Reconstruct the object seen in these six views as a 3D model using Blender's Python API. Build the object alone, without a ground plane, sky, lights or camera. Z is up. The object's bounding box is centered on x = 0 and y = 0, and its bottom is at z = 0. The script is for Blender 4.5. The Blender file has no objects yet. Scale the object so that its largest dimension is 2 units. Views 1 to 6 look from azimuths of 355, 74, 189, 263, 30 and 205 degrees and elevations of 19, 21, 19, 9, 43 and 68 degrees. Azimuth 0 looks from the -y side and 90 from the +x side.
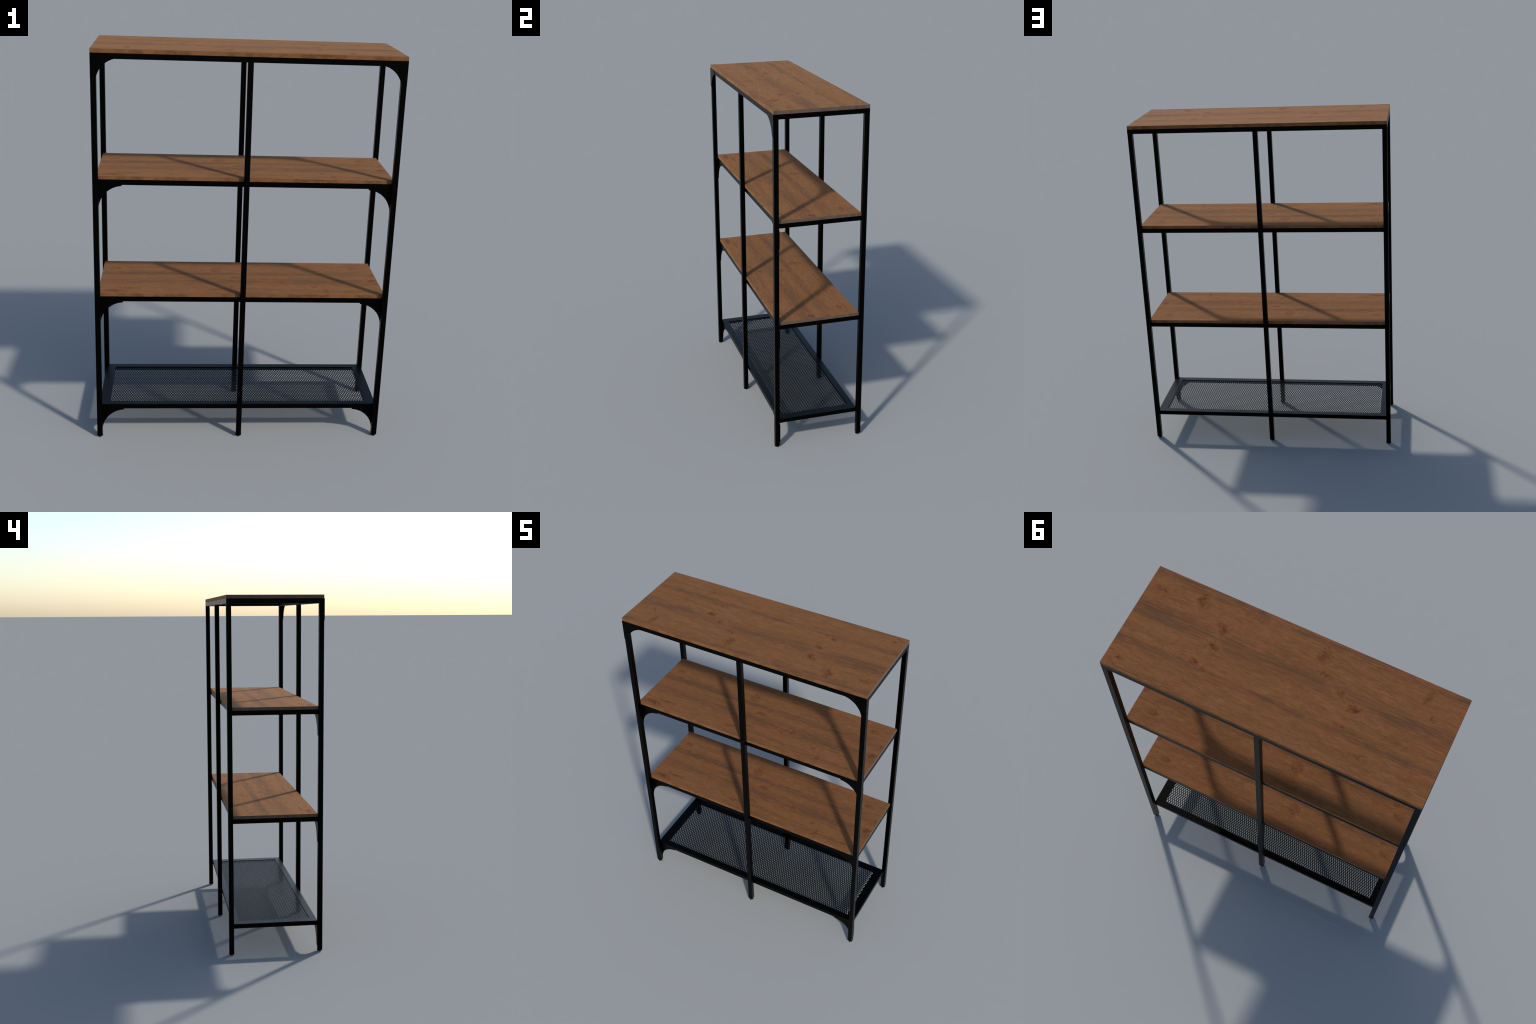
"""Industrial shelving unit: black square-tube frame, three stained pine boards
on tube frames, one expanded-metal bottom shelf, curved gusset brackets in front."""
import bpy, bmesh, math

# ------------------------------------------------------------------ sizes (m)
TUBE = 0.0268                      # outer width of every square tube
RAIL_H = 0.0262                    # height of the shelf rails
HALF_W = 0.7379                    # half width over the legs
Y_FRONT, Y_BACK = -0.2645, 0.2665  # outer faces of front and back legs
Y_IN_FRONT, Y_IN_BACK = Y_FRONT + TUBE, Y_BACK - TUBE
SHELF_HALF = 0.7245                # inner shelves reach the middle of the legs
LEG_FOOT = 0.0095                  # legs stop here, feet fill the rest
BOARD = 0.0176                     # thickness of an inner board
TOP_BOARD = 0.0195
FRAME_TOPS = (0.1764, 0.7784, 1.3800, 1.9805)   # top of each tube frame
PLATE = 0.0024                     # bracket plate thickness

# ------------------------------------------------------------------ materials
class Nodes:
    """Small helper to write shader trees as expressions."""
    def __init__(self, name):
        self.mat = bpy.data.materials.new(name)
        self.mat.use_nodes = True
        self.t = self.mat.node_tree
        self.bsdf = self.t.nodes["Principled BSDF"]

    def _in(self, sock, v):
        if isinstance(v, bpy.types.NodeSocket):
            self.t.links.new(v, sock)
        else:
            sock.default_value = v

    def coords(self):
        return self.t.nodes.new("ShaderNodeTexCoord").outputs["Object"]

    def mapping(self, vec, scale, loc=(0, 0, 0), rot=(0, 0, 0)):
        n = self.t.nodes.new("ShaderNodeMapping")
        self._in(n.inputs["Vector"], vec)
        n.inputs["Scale"].default_value = scale
        n.inputs["Location"].default_value = loc
        n.inputs["Rotation"].default_value = rot
        return n.outputs[0]

    def noise(self, vec, scale=1.0, detail=4.0, rough=0.55, distort=0.0):
        n = self.t.nodes.new("ShaderNodeTexNoise")
        self._in(n.inputs["Vector"], vec)
        n.inputs["Scale"].default_value = scale
        n.inputs["Detail"].default_value = detail
        n.inputs["Roughness"].default_value = rough
        n.inputs["Distortion"].default_value = distort
        return n.outputs["Fac"], n.outputs["Color"]

    def math(self, op, a, b=0.0, c=0.0, clamp=False):
        n = self.t.nodes.new("ShaderNodeMath")
        n.operation = op
        n.use_clamp = clamp
        for s, v in zip(n.inputs, (a, b, c)):
            self._in(s, v)
        return n.outputs[0]

    def vmath(self, op, a, b):
        n = self.t.nodes.new("ShaderNodeVectorMath")
        n.operation = op
        self._in(n.inputs[0], a)
        if op == "SCALE":
            self._in(n.inputs["Scale"], b)
        else:
            self._in(n.inputs[1], b)
        return n.outputs["Value"] if op in ("LENGTH", "DOT_PRODUCT") else n.outputs[0]

    def ramp(self, fac, lo, hi, to_lo=0.0, to_hi=1.0, smooth=True):
        n = self.t.nodes.new("ShaderNodeMapRange")
        n.interpolation_type = "SMOOTHSTEP" if smooth else "LINEAR"
        for k, v in (("Value", fac), ("From Min", lo), ("From Max", hi), ("To Min", to_lo), ("To Max", to_hi)):
            self._in(n.inputs[k], v)
        return n.outputs["Result"]

    def mix(self, fac, a, b, blend="MIX"):
        n = self.t.nodes.new("ShaderNodeMix")
        n.data_type = "RGBA"
        n.blend_type = blend
        self._in(n.inputs[0], fac)
        self._in(n.inputs[6], a)
        self._in(n.inputs[7], b)
        return n.outputs[2]

    def bump(self, height, strength, dist=0.001):
        n = self.t.nodes.new("ShaderNodeBump")
        n.inputs["Strength"].default_value = strength
        n.inputs["Distance"].default_value = dist
        self._in(n.inputs["Height"], height)
        self._in(self.bsdf.inputs["Normal"], n.outputs[0])

    def finish(self, color, rough, metallic=1.0):
        self._in(self.bsdf.inputs["Base Color"], color)
        self._in(self.bsdf.inputs["Roughness"], rough)
        self.bsdf.inputs["Metallic"].default_value = metallic
        return self.mat


WOOD_MID = (0.3320, 0.1620, 0.0680, 1)
WOOD_DARK = (0.2550, 0.1270, 0.0560, 1)
WOOD_LIGHT = (0.4100, 0.2150, 0.1060, 1)
WOOD_RED = (0.3520, 0.1480, 0.0680, 1)
WOOD_GREY = (0.1900, 0.1030, 0.0640, 1)
KNOT = (0.1400, 0.0520, 0.0220, 1)


def wood_material(name, knots, grey_bands, seed):
    """Stained knotty pine: streaks along x, warm and grey bands, dark knots.
    knots: (x, y, radius along grain, radius across, strength)."""
    m = Nodes(name)
    p = m.coords()
    # slow wander of the grain lines
    _, wob = m.noise(m.mapping(p, (2.2, 5.0, 5.0), (seed, 3.1, 0)), 1.0, 2.0)
    wob = m.vmath("SUBTRACT", wob, (0.5, 0.5, 0.5))
    q = m.vmath("ADD", p, m.vmath("MULTIPLY", wob, (0.0, 0.020, 0.0)))
    # short dashes, fine fibres, wide bands, blotches
    dash, _ = m.noise(m.mapping(q, (15.0, 170.0, 40.0), (seed * 3, 1.7, 0)), 1.0, 2.0, 0.5)
    fibre, _ = m.noise(m.mapping(q, (6.0, 115.0, 40.0), (seed, 0.2, 0)), 1.0, 3.0, 0.55)
    band, _ = m.noise(m.mapping(q, (2.2, 26.0, 20.0), (seed * 2, 5.0, 0)), 1.0, 3.0, 0.55)
    blot, _ = m.noise(m.mapping(p, (7.0, 15.0, 15.0), (0.4, seed, 0)), 1.0, 3.0, 0.55, 0.6)
    fleck, _ = m.noise(m.mapping(q, (34.0, 300.0, 60.0), (seed * 5, 2.4, 0)), 1.0, 2.0, 0.5)
    mott, _ = m.noise(m.mapping(p, (13.0, 34.0, 30.0), (seed, 2.0 * seed, 0)), 1.0, 3.0, 0.6, 0.8)
    curl, _ = m.noise(m.mapping(p, (45.0, 75.0, 60.0), (seed, seed, 0)), 1.0, 2.0, 0.5, 1.4)

    col = m.mix(m.ramp(band, 0.26, 0.56), WOOD_DARK, WOOD_MID)
    col = m.mix(m.ramp(blot, 0.48, 0.74, 0.0, 0.70), col, WOOD_RED)
    col = m.mix(m.ramp(mott, 0.50, 0.70, 0.0, 0.40), col, WOOD_LIGHT)
    col = m.mix(m.ramp(mott, 0.46, 0.30, 0.0, 0.35), col, WOOD_DARK)
    col = m.mix(m.ramp(fibre, 0.54, 0.76, 0.0, 0.45), col, WOOD_LIGHT)
    col = m.mix(m.ramp(dash, 0.54, 0.72, 0.0, 0.40), col, WOOD_LIGHT)
    col = m.mix(m.ramp(dash, 0.44, 0.30, 0.0, 0.55), col, WOOD_DARK)
    col = m.mix(m.ramp(fleck, 0.56, 0.66, 0.0, 0.45), col, WOOD_LIGHT)
    col = m.mix(m.ramp(fleck, 0.44, 0.34, 0.0, 0.60), col, WOOD_DARK)
    # greyer, darker heartwood bands that run the length of the board
    sep = m.t.nodes.new("ShaderNodeSeparateXYZ")
    m._in(sep.inputs[0], q)
    grey = None
    for y0, half in grey_bands:
        d = m.math("ABSOLUTE", m.math("SUBTRACT", sep.outputs["Y"], y0))
        g = m.ramp(d, half, half * 0.15)
        grey = g if grey is None else m.math("MAXIMUM", grey, g)
    if grey is not None:
        lines, _ = m.noise(m.mapping(q, (5.0, 210.0, 40.0), (seed, 7.0, 0)), 1.0, 3.0, 0.6)
        streak = m.ramp(lines, 0.56, 0.46, 0.15, 1.0)
        long_fade = m.ramp(blot, 0.70, 0.42, 0.45, 1.0)
        col = m.mix(m.math("MULTIPLY", m.math("MULTIPLY", grey, streak), m.math("MULTIPLY", long_fade, 0.80)), col, WOOD_GREY)
    # knots with ragged outlines and a halo of curly grain
    _, rag = m.noise(m.mapping(p, (32.0, 50.0, 38.0), (seed, 0.5, 0)), 1.0, 4.0, 0.65)
    rag = m.vmath("SCALE", m.vmath("SUBTRACT", rag, (0.5, 0.5, 0.5)), 0.085)
    r = m.vmath("ADD", p, m.vmath("MULTIPLY", rag, (1.0, 0.8, 0.0)))
    core = halo = None
    for (kx, ky, rx, ry, s) in knots:
        v = m.mapping(r, (1 / rx, 1 / ry, 0.0), (-kx / rx, -ky / ry, 0.0))
        d = m.vmath("LENGTH", v, (0, 0, 0))
        c = m.ramp(d, 1.75, 0.10, 0.0, s)
        h = m.ramp(d, 2.8, 0.6, 0.0, s)
        core = c if core is None else m.math("MAXIMUM", core, c)
        halo = h if halo is None else m.math("MAXIMUM", halo, h)
    col = m.mix(m.math("MULTIPLY", halo, m.ramp(curl, 0.40, 0.60, 0.0, 0.65)), col, WOOD_LIGHT)
    col = m.mix(m.math("MULTIPLY", halo, m.ramp(curl, 0.52, 0.36, 0.0, 0.60)), col, WOOD_DARK)
    col = m.mix(m.math("MULTIPLY", halo, 0.48), col, WOOD_RED)
    col = m.mix(m.math("MULTIPLY", core, m.ramp(curl, 0.30, 0.62, 0.95, 0.40)), col, KNOT)
    m.bump(dash, 0.06)
    return m.finish(col, m.ramp(fibre, 0.3, 0.7, 0.96, 1.0, False))


def edge_material(name, mid, dark, light, axis, seed):
    """Veneered board edge: short blocks of tone that follow one axis."""
    m = Nodes(name)
    p = m.coords()
    sc = (24.0, 2.0, 30.0) if axis == 0 else (2.0, 34.0, 20.0)
    a, _ = m.noise(m.mapping(p, sc, (seed, seed, 0)), 1.0, 2.0, 0.6)
    b, _ = m.noise(m.mapping(p, tuple(s * 0.3 for s in sc), (0, seed, seed)), 1.0, 2.0)
    col = m.mix(m.ramp(a, 0.40, 0.68), mid, dark)
    col = m.mix(m.ramp(b, 0.48, 0.66, 0.0, 0.8), col, light)
    return m.finish(col, 1.0)


def metal_material(name, base, rough):
    m = Nodes(name)
    p = m.coords()
    n, _ = m.noise(m.mapping(p, (60, 60, 60)), 1.0, 3.0)
    col = m.mix(m.ramp(n, 0.3, 0.7), base, tuple(c * 1.3 for c in base[:3]) + (1,))
    return m.finish(col, m.ramp(n, 0.3, 0.7, rough - 0.03, rough + 0.03))


# knots: x, y, radius along x, radius along y, strength
TOP_KNOTS = [(0.671, -0.162, 0.030, 0.022, .75), (0.480, -0.190, 0.022, 0.036, .9), (0.344, -0.109, 0.028, 0.024, .8),
             (0.348, -0.013, 0.024, 0.013, 1), (0.389, 0.086, 0.024, 0.014, .9), (0.331, 0.108, 0.016, 0.010, .7),
             (0.673, 0.216, 0.014, 0.012, .8), (0.706, 0.228, 0.020, 0.014, .6), (-0.102, -0.185, 0.026, 0.042, .55),
             (-0.141, -0.102, 0.028, 0.012, .8), (-0.237, -0.048, 0.018, 0.015, .9), (-0.315, -0.010, 0.022, 0.016, 1),
             (-0.284, 0.087, 0.022, 0.010, .7), (-0.576, -0.198, 0.018, 0.030, .8), (-0.619, -0.108, 0.014, 0.016, .6),
             (-0.415, 0.176, 0.040, 0.014, .45), (-0.619, 0.186, 0.020, 0.012, .5), (0.238, -0.218, 0.060, 0.014, .35)]
SHELF_KNOTS = [(-0.655, 0.128, 0.030, 0.016, .7), (-0.630, 0.064, 0.020, 0.010, .6), (-0.650, -0.200, 0.050, 0.014, .8),
               (-0.575, -0.165, 0.070, 0.008, .7), (-0.379, -0.084, 0.014, 0.008, .6), (-0.125, 0.108, 0.026, 0.034, .65),
               (0.008, 0.042, 0.014, 0.020, .6), (-0.030, -0.005, 0.024, 0.014, 1), (0.193, -0.069, 0.036, 0.012, .9),
               (0.381, -0.130, 0.016, 0.016, .6), (0.427, -0.200, 0.018, 0.030, .7), (0.388, 0.165, 0.018, 0.008, .7),
               (0.627, 0.156, 0.030, 0.014, .7), (0.690, -0.037, 0.026, 0.018, 1), (0.713, 0.058, 0.018, 0.012, .7),
               (-0.040, -0.135, 0.030, 0.010, .7), (-0.137, -0.179, 0.040, 0.012, .5)]
BOARD_TOP_MAT = wood_material("stained_pine", TOP_KNOTS, [(-0.050, 0.066), (-0.245, 0.034), (0.115, 0.022)], 1.3)
BOARD_MAT = wood_material("stained_pine_shelf", SHELF_KNOTS, [(-0.06, 0.05), (0.05, 0.035)], 4.7)
LONG_EDGE_MAT = edge_material("pine_long_edge", (0.365, 0.195, 0.084, 1), (0.275, 0.138, 0.056, 1), (0.420, 0.205, 0.098, 1), 0, 2.2)
END_EDGE_MAT = edge_material("pine_end_edge", (0.250, 0.184, 0.148, 1), (0.190, 0.148, 0.128, 1), (0.275, 0.182, 0.142, 1), 1, 6.1)
STEEL = metal_material("black_powder_coated_steel", (0.0034, 0.0034, 0.0030, 1), 0.42)
FOOT_MAT = metal_material("black_rubber", (0.006, 0.006, 0.006, 1), 0.6)

# ------------------------------------------------------------------ helpers
COLL = bpy.context.scene.collection


def add(name, mesh, parent, loc=(0, 0, 0)):
    ob = bpy.data.objects.new(name, mesh)
    COLL.objects.link(ob)
    ob.location = loc
    ob.parent = parent
    return ob


def copy_of(ob, parent, loc, scale_x=1.0):
    c = ob.copy()
    COLL.objects.link(c)
    c.parent = parent
    c.location = loc
    c.scale = (scale_x, 1, 1)
    return c


def to_mesh(bm, name, mats, smooth=False):
    bmesh.ops.recalc_face_normals(bm, faces=bm.faces)
    me = bpy.data.meshes.new(name)
    bm.to_mesh(me)
    bm.free()
    for m in mats:
        me.materials.append(m)
    return me


def tube_mesh(name, size, axis, mat=None, round_=0.0008):
    """Closed square tube centred on its origin, long edges slightly rounded."""
    bm = bmesh.new()
    bmesh.ops.create_cube(bm, size=1.0)
    for v in bm.verts:
        for i in range(3):
            v.co[i] *= size[i]
    long_edges = [e for e in bm.edges if abs((e.verts[0].co - e.verts[1].co).normalized()[axis]) > 0.9]
    bmesh.ops.bevel(bm, geom=long_edges, offset=round_, segments=1, affect="EDGES")
    return to_mesh(bm, name, [mat or STEEL])


def board_mesh(name, lx, ly, lz, face_mat):
    """Board: pine faces, long edge band and end edge band as own materials."""
    bm = bmesh.new()
    bmesh.ops.create_cube(bm, size=1.0)
    for v in bm.verts:
        v.co.x *= lx
        v.co.y *= ly
        v.co.z *= lz
    for f in bm.faces:
        f.material_index = 2 if abs(f.normal.x) > 0.5 else (1 if abs(f.normal.y) > 0.5 else 0)
    # the underside is recessed a little inside the frame
    bmesh.ops.bevel(bm, geom=bm.edges[:], offset=0.0005, segments=1, affect="EDGES")
    under = [f for f in bm.faces if f.normal.z < -0.99]
    bmesh.ops.inset_region(bm, faces=under, thickness=TUBE + 0.0005, depth=-0.0024)
    return to_mesh(bm, name, [face_mat, LONG_EDGE_MAT, END_EDGE_MAT])


def plate_mesh(name, outline, thick, mat):
    """Flat plate: outline in (x, z), from y = 0 to y = thick."""
    bm = bmesh.new()
    front = [bm.verts.new((x, 0.0, z)) for x, z in outline]
    back = [bm.verts.new((x, thick, z)) for x, z in outline]
    bm.faces.new(front)
    bm.faces.new(back[::-1])
    n = len(outline)
    for i in range(n):
        bm.faces.new((front[i], front[(i + 1) % n], back[(i + 1) % n], back[i]))
    return to_mesh(bm, name, [mat])


def arc_between(p, q, corner, bulge, n=14):
    """Concave arc from p to q; its middle lies at `bulge` of the way from the
    chord's middle towards the corner."""
    mx, mz = (p[0] + q[0]) / 2, (p[1] + q[1]) / 2
    sx, sz = mx + (corner[0] - mx) * bulge, mz + (corner[1] - mz) * bulge
    # circle through p, s, q
    ax, az, bx, bz, cx, cz = *p, sx, sz, *q
    d = 2 * (ax * (bz - cz) + bx * (cz - az) + cx * (az - bz))
    ux = ((ax**2 + az**2) * (bz - cz) + (bx**2 + bz**2) * (cz - az) + (cx**2 + cz**2) * (az - bz)) / d
    uz = ((ax**2 + az**2) * (cx - bx) + (bx**2 + bz**2) * (ax - cx) + (cx**2 + cz**2) * (bx - ax)) / d
    r = math.hypot(ax - ux, az - uz)
    a0, a1 = math.atan2(az - uz, ax - ux), math.atan2(cz - uz, cx - ux)
    if a1 - a0 > math.pi:
        a1 -= 2 * math.pi
    if a0 - a1 > math.pi:
        a1 += 2 * math.pi
    return [(ux + r * math.cos(a0 + (a1 - a0) * i / n), uz + r * math.sin(a0 + (a1 - a0) * i / n)) for i in range(n + 1)]


# ------------------------------------------------------------------ the thing
root = bpy.data.objects.new("shelving_unit", None)
COLL.objects.link(root)
root["label"] = "tall industrial shelving unit with black steel frame and brown pine boards"
root["category"] = "shelf"

# ---- legs and feet
leg_top = FRAME_TOPS[3] - RAIL_H
leg_len = leg_top - LEG_FOOT
leg_me = tube_mesh("leg", (TUBE, TUBE, leg_len), 2)
bm = bmesh.new()
FOOT_R = 0.0150
bmesh.ops.create_cone(bm, cap_ends=True, segments=4, radius1=FOOT_R, radius2=FOOT_R, depth=LEG_FOOT + 0.002)
foot_me = to_mesh(bm, "foot", [FOOT_MAT])
for x in (-HALF_W + TUBE / 2, 0.0, HALF_W - TUBE / 2):
    for y in (Y_FRONT + TUBE / 2, Y_BACK - TUBE / 2):
        leg = add("leg", leg_me, root, (x, y, LEG_FOOT + leg_len / 2))
        add("foot", foot_me, leg, (0, 0, (LEG_FOOT + 0.002) / 2 - (LEG_FOOT + leg_len / 2)))


def frame(parent, z_top, half_x, y0, y1, pz, height=RAIL_H):
    """Four rails around a shelf; pz is the parent's own z."""
    yc = parent.location.y
    xr = tube_mesh("rail", (2 * half_x, TUBE, height), 0)
    yr = tube_mesh("rail_short", (TUBE, y1 - y0 - 2 * TUBE, height), 1)
    zc = z_top - height / 2 - pz
    for y in (y0 + TUBE / 2, y1 - TUBE / 2):
        add("rail", xr, parent, (0, y - yc, zc))
    for x in (-half_x + TUBE / 2, half_x - TUBE / 2):
        add("rail", yr, parent, (x, (y0 + y1) / 2 - yc, zc))


# ---- top board with its frame, flush with the legs
z = FRAME_TOPS[3]
me = board_mesh("wooden_shelf", 2 * HALF_W, Y_BACK - Y_FRONT, TOP_BOARD, BOARD_TOP_MAT)
board = add("wooden_shelf", me, root, (0, (Y_FRONT + Y_BACK) / 2, z + TOP_BOARD / 2))
frame(board, z, HALF_W, Y_FRONT, Y_BACK, board.location.z)

# ---- two inner boards, held between the front and back legs
me = board_mesh("wooden_shelf_inner", 2 * SHELF_HALF, Y_IN_BACK - Y_IN_FRONT, BOARD, BOARD_MAT)
for z in FRAME_TOPS[1:3]:
    board = add("wooden_shelf", me, root, (0, (Y_IN_FRONT + Y_IN_BACK) / 2, z + BOARD / 2))
    frame(board, z, SHELF_HALF, Y_IN_FRONT, Y_IN_BACK, board.location.z)

# ---- expanded-metal shelf: tube frame, sheet border, diamond mesh
Z_MESH_TOP = FRAME_TOPS[0]
SHEET = 0.002
IN_X, IN_Y0, IN_Y1 = 0.6725, -0.2015, 0.2035
LIP = 0.0165                               # depth of the rim around the mesh
yc = (Y_IN_FRONT + Y_IN_BACK) / 2


def ring_loop(bm, inset_x, y0, y1, z):
    return [bm.verts.new((x, y - yc, z)) for x, y in ((-inset_x, y0), (inset_x, y0), (inset_x, y1), (-inset_x, y1))]


bm = bmesh.new()
lw = 0.002
profile = [ring_loop(bm, SHELF_HALF, Y_IN_FRONT, Y_IN_BACK, 0.0),
           ring_loop(bm, IN_X, IN_Y0, IN_Y1, 0.0),
           ring_loop(bm, IN_X, IN_Y0, IN_Y1, -LIP),
           ring_loop(bm, IN_X + lw, IN_Y0 - lw, IN_Y1 + lw, -LIP),
           ring_loop(bm, IN_X + lw, IN_Y0 - lw, IN_Y1 + lw, -SHEET),
           ring_loop(bm, SHELF_HALF, Y_IN_FRONT, Y_IN_BACK, -SHEET)]
for k, loop in enumerate(profile):
    nxt = profile[(k + 1) % len(profile)]
    for i in range(4):
        j = (i + 1) % 4
        bm.faces.new((loop[i], loop[j], nxt[j], nxt[i]))
border = add("wire_shelf", to_mesh(bm, "wire_shelf", [STEEL]), root, (0, yc, Z_MESH_TOP))
frame(border, Z_MESH_TOP - SHEET, SHELF_HALF, Y_IN_FRONT, Y_IN_BACK, border.location.z, RAIL_H - SHEET)

PITCH_X, PITCH_Y = 0.01329, 0.01549        # diamond width, row spacing
MESH_T = 0.0016
HOLE_X, HOLE_Y = 0.63 * PITCH_X / 2, 0.63 * PITCH_Y
bm = bmesh.new()
shared = {}


def node(ix, iy, side):
    """Lattice point in quarter steps, shared between neighbouring diamonds."""
    key = (ix, iy, side)
    if key not in shared:
        shared[key] = bm.verts.new((ix * PITCH_X / 4, iy * PITCH_Y / 2, side * MESH_T / 2))
    return shared[key]


ring = [(2, 0), (1, 1), (0, 2), (-1, 1), (-2, 0), (-1, -1), (0, -2), (1, -1)]
hole = []
for k in range(8):
    a = k * math.pi / 4
    c, s = math.cos(a), math.sin(a)
    e = (abs(c) ** 1.2 + abs(s) ** 1.2) ** (-1 / 1.2)
    hole.append((HOLE_X * c * e, HOLE_Y * s * e))
cols, rows = int(IN_X / PITCH_X) + 1, 14
for j in range(-rows, rows + 1):
    for i in range(-cols, cols + 1):
        cx, cy = 4 * i + (2 if j % 2 else 0), 2 * j
        px, py = cx * PITCH_X / 4, cy * PITCH_Y / 2
        holes = {s: [bm.verts.new((px + hx, py + hy, s * MESH_T / 2)) for hx, hy in hole] for s in (1, -1)}
        out = {s: [node(cx + dx, cy + dy, s) for dx, dy in ring] for s in (1, -1)}
        for a in range(8):
            b = (a + 1) % 8
            bm.faces.new((out[1][a], out[1][b], holes[1][b], holes[1][a]))
            bm.faces.new((out[-1][b], out[-1][a], holes[-1][a], holes[-1][b]))
            bm.faces.new((holes[1][a], holes[1][b], holes[-1][b], holes[-1][a]))
mesh_me = to_mesh(bm, "wire_mesh", [STEEL])
wire = add("wire_mesh", mesh_me, border, (0.0107, 0.0077, -0.0032))
wire["kind"] = "stuff"

# ---- curved gusset brackets, in front only
# upper pair: on the outside of leg and rail, square to the corner
S = 0.1180
arm = RAIL_H - 0.0007
p, q = (S, -arm + 0.0015), (arm, -S)
curve = arc_between(p, q, (arm, -arm), 0.318)
top_plate = plate_mesh("corner_bracket", [(0, 0), (S, 0)] + curve + [(0, -S)], PLATE, STEEL)
b = add("corner_bracket", top_plate, root, (-HALF_W, Y_FRONT - PLATE, FRAME_TOPS[3]))
copy_of(b, root, (HALF_W, Y_FRONT - PLATE, FRAME_TOPS[3]), -1.0)

# lower pairs: on the back of the leg, hanging under the shelf rail
X0 = -HALF_W
p, q = (-0.6005 - X0, -0.0056), (-0.7118 - X0, -0.1175)
curve = arc_between(p, q, (q[0], p[1]), 0.385)
low_plate = plate_mesh("corner_bracket_inner", [(HALF_W - SHELF_HALF, 0.0), (p[0], 0.0)] + curve + [(0.0, -0.1175), (0.0, -0.009)], 0.003, STEEL)
for z in FRAME_TOPS[:3]:
    b = add("corner_bracket", low_plate, root, (X0, Y_IN_FRONT, z - RAIL_H))
    copy_of(b, root, (-X0, Y_IN_FRONT, z - RAIL_H), -1.0)
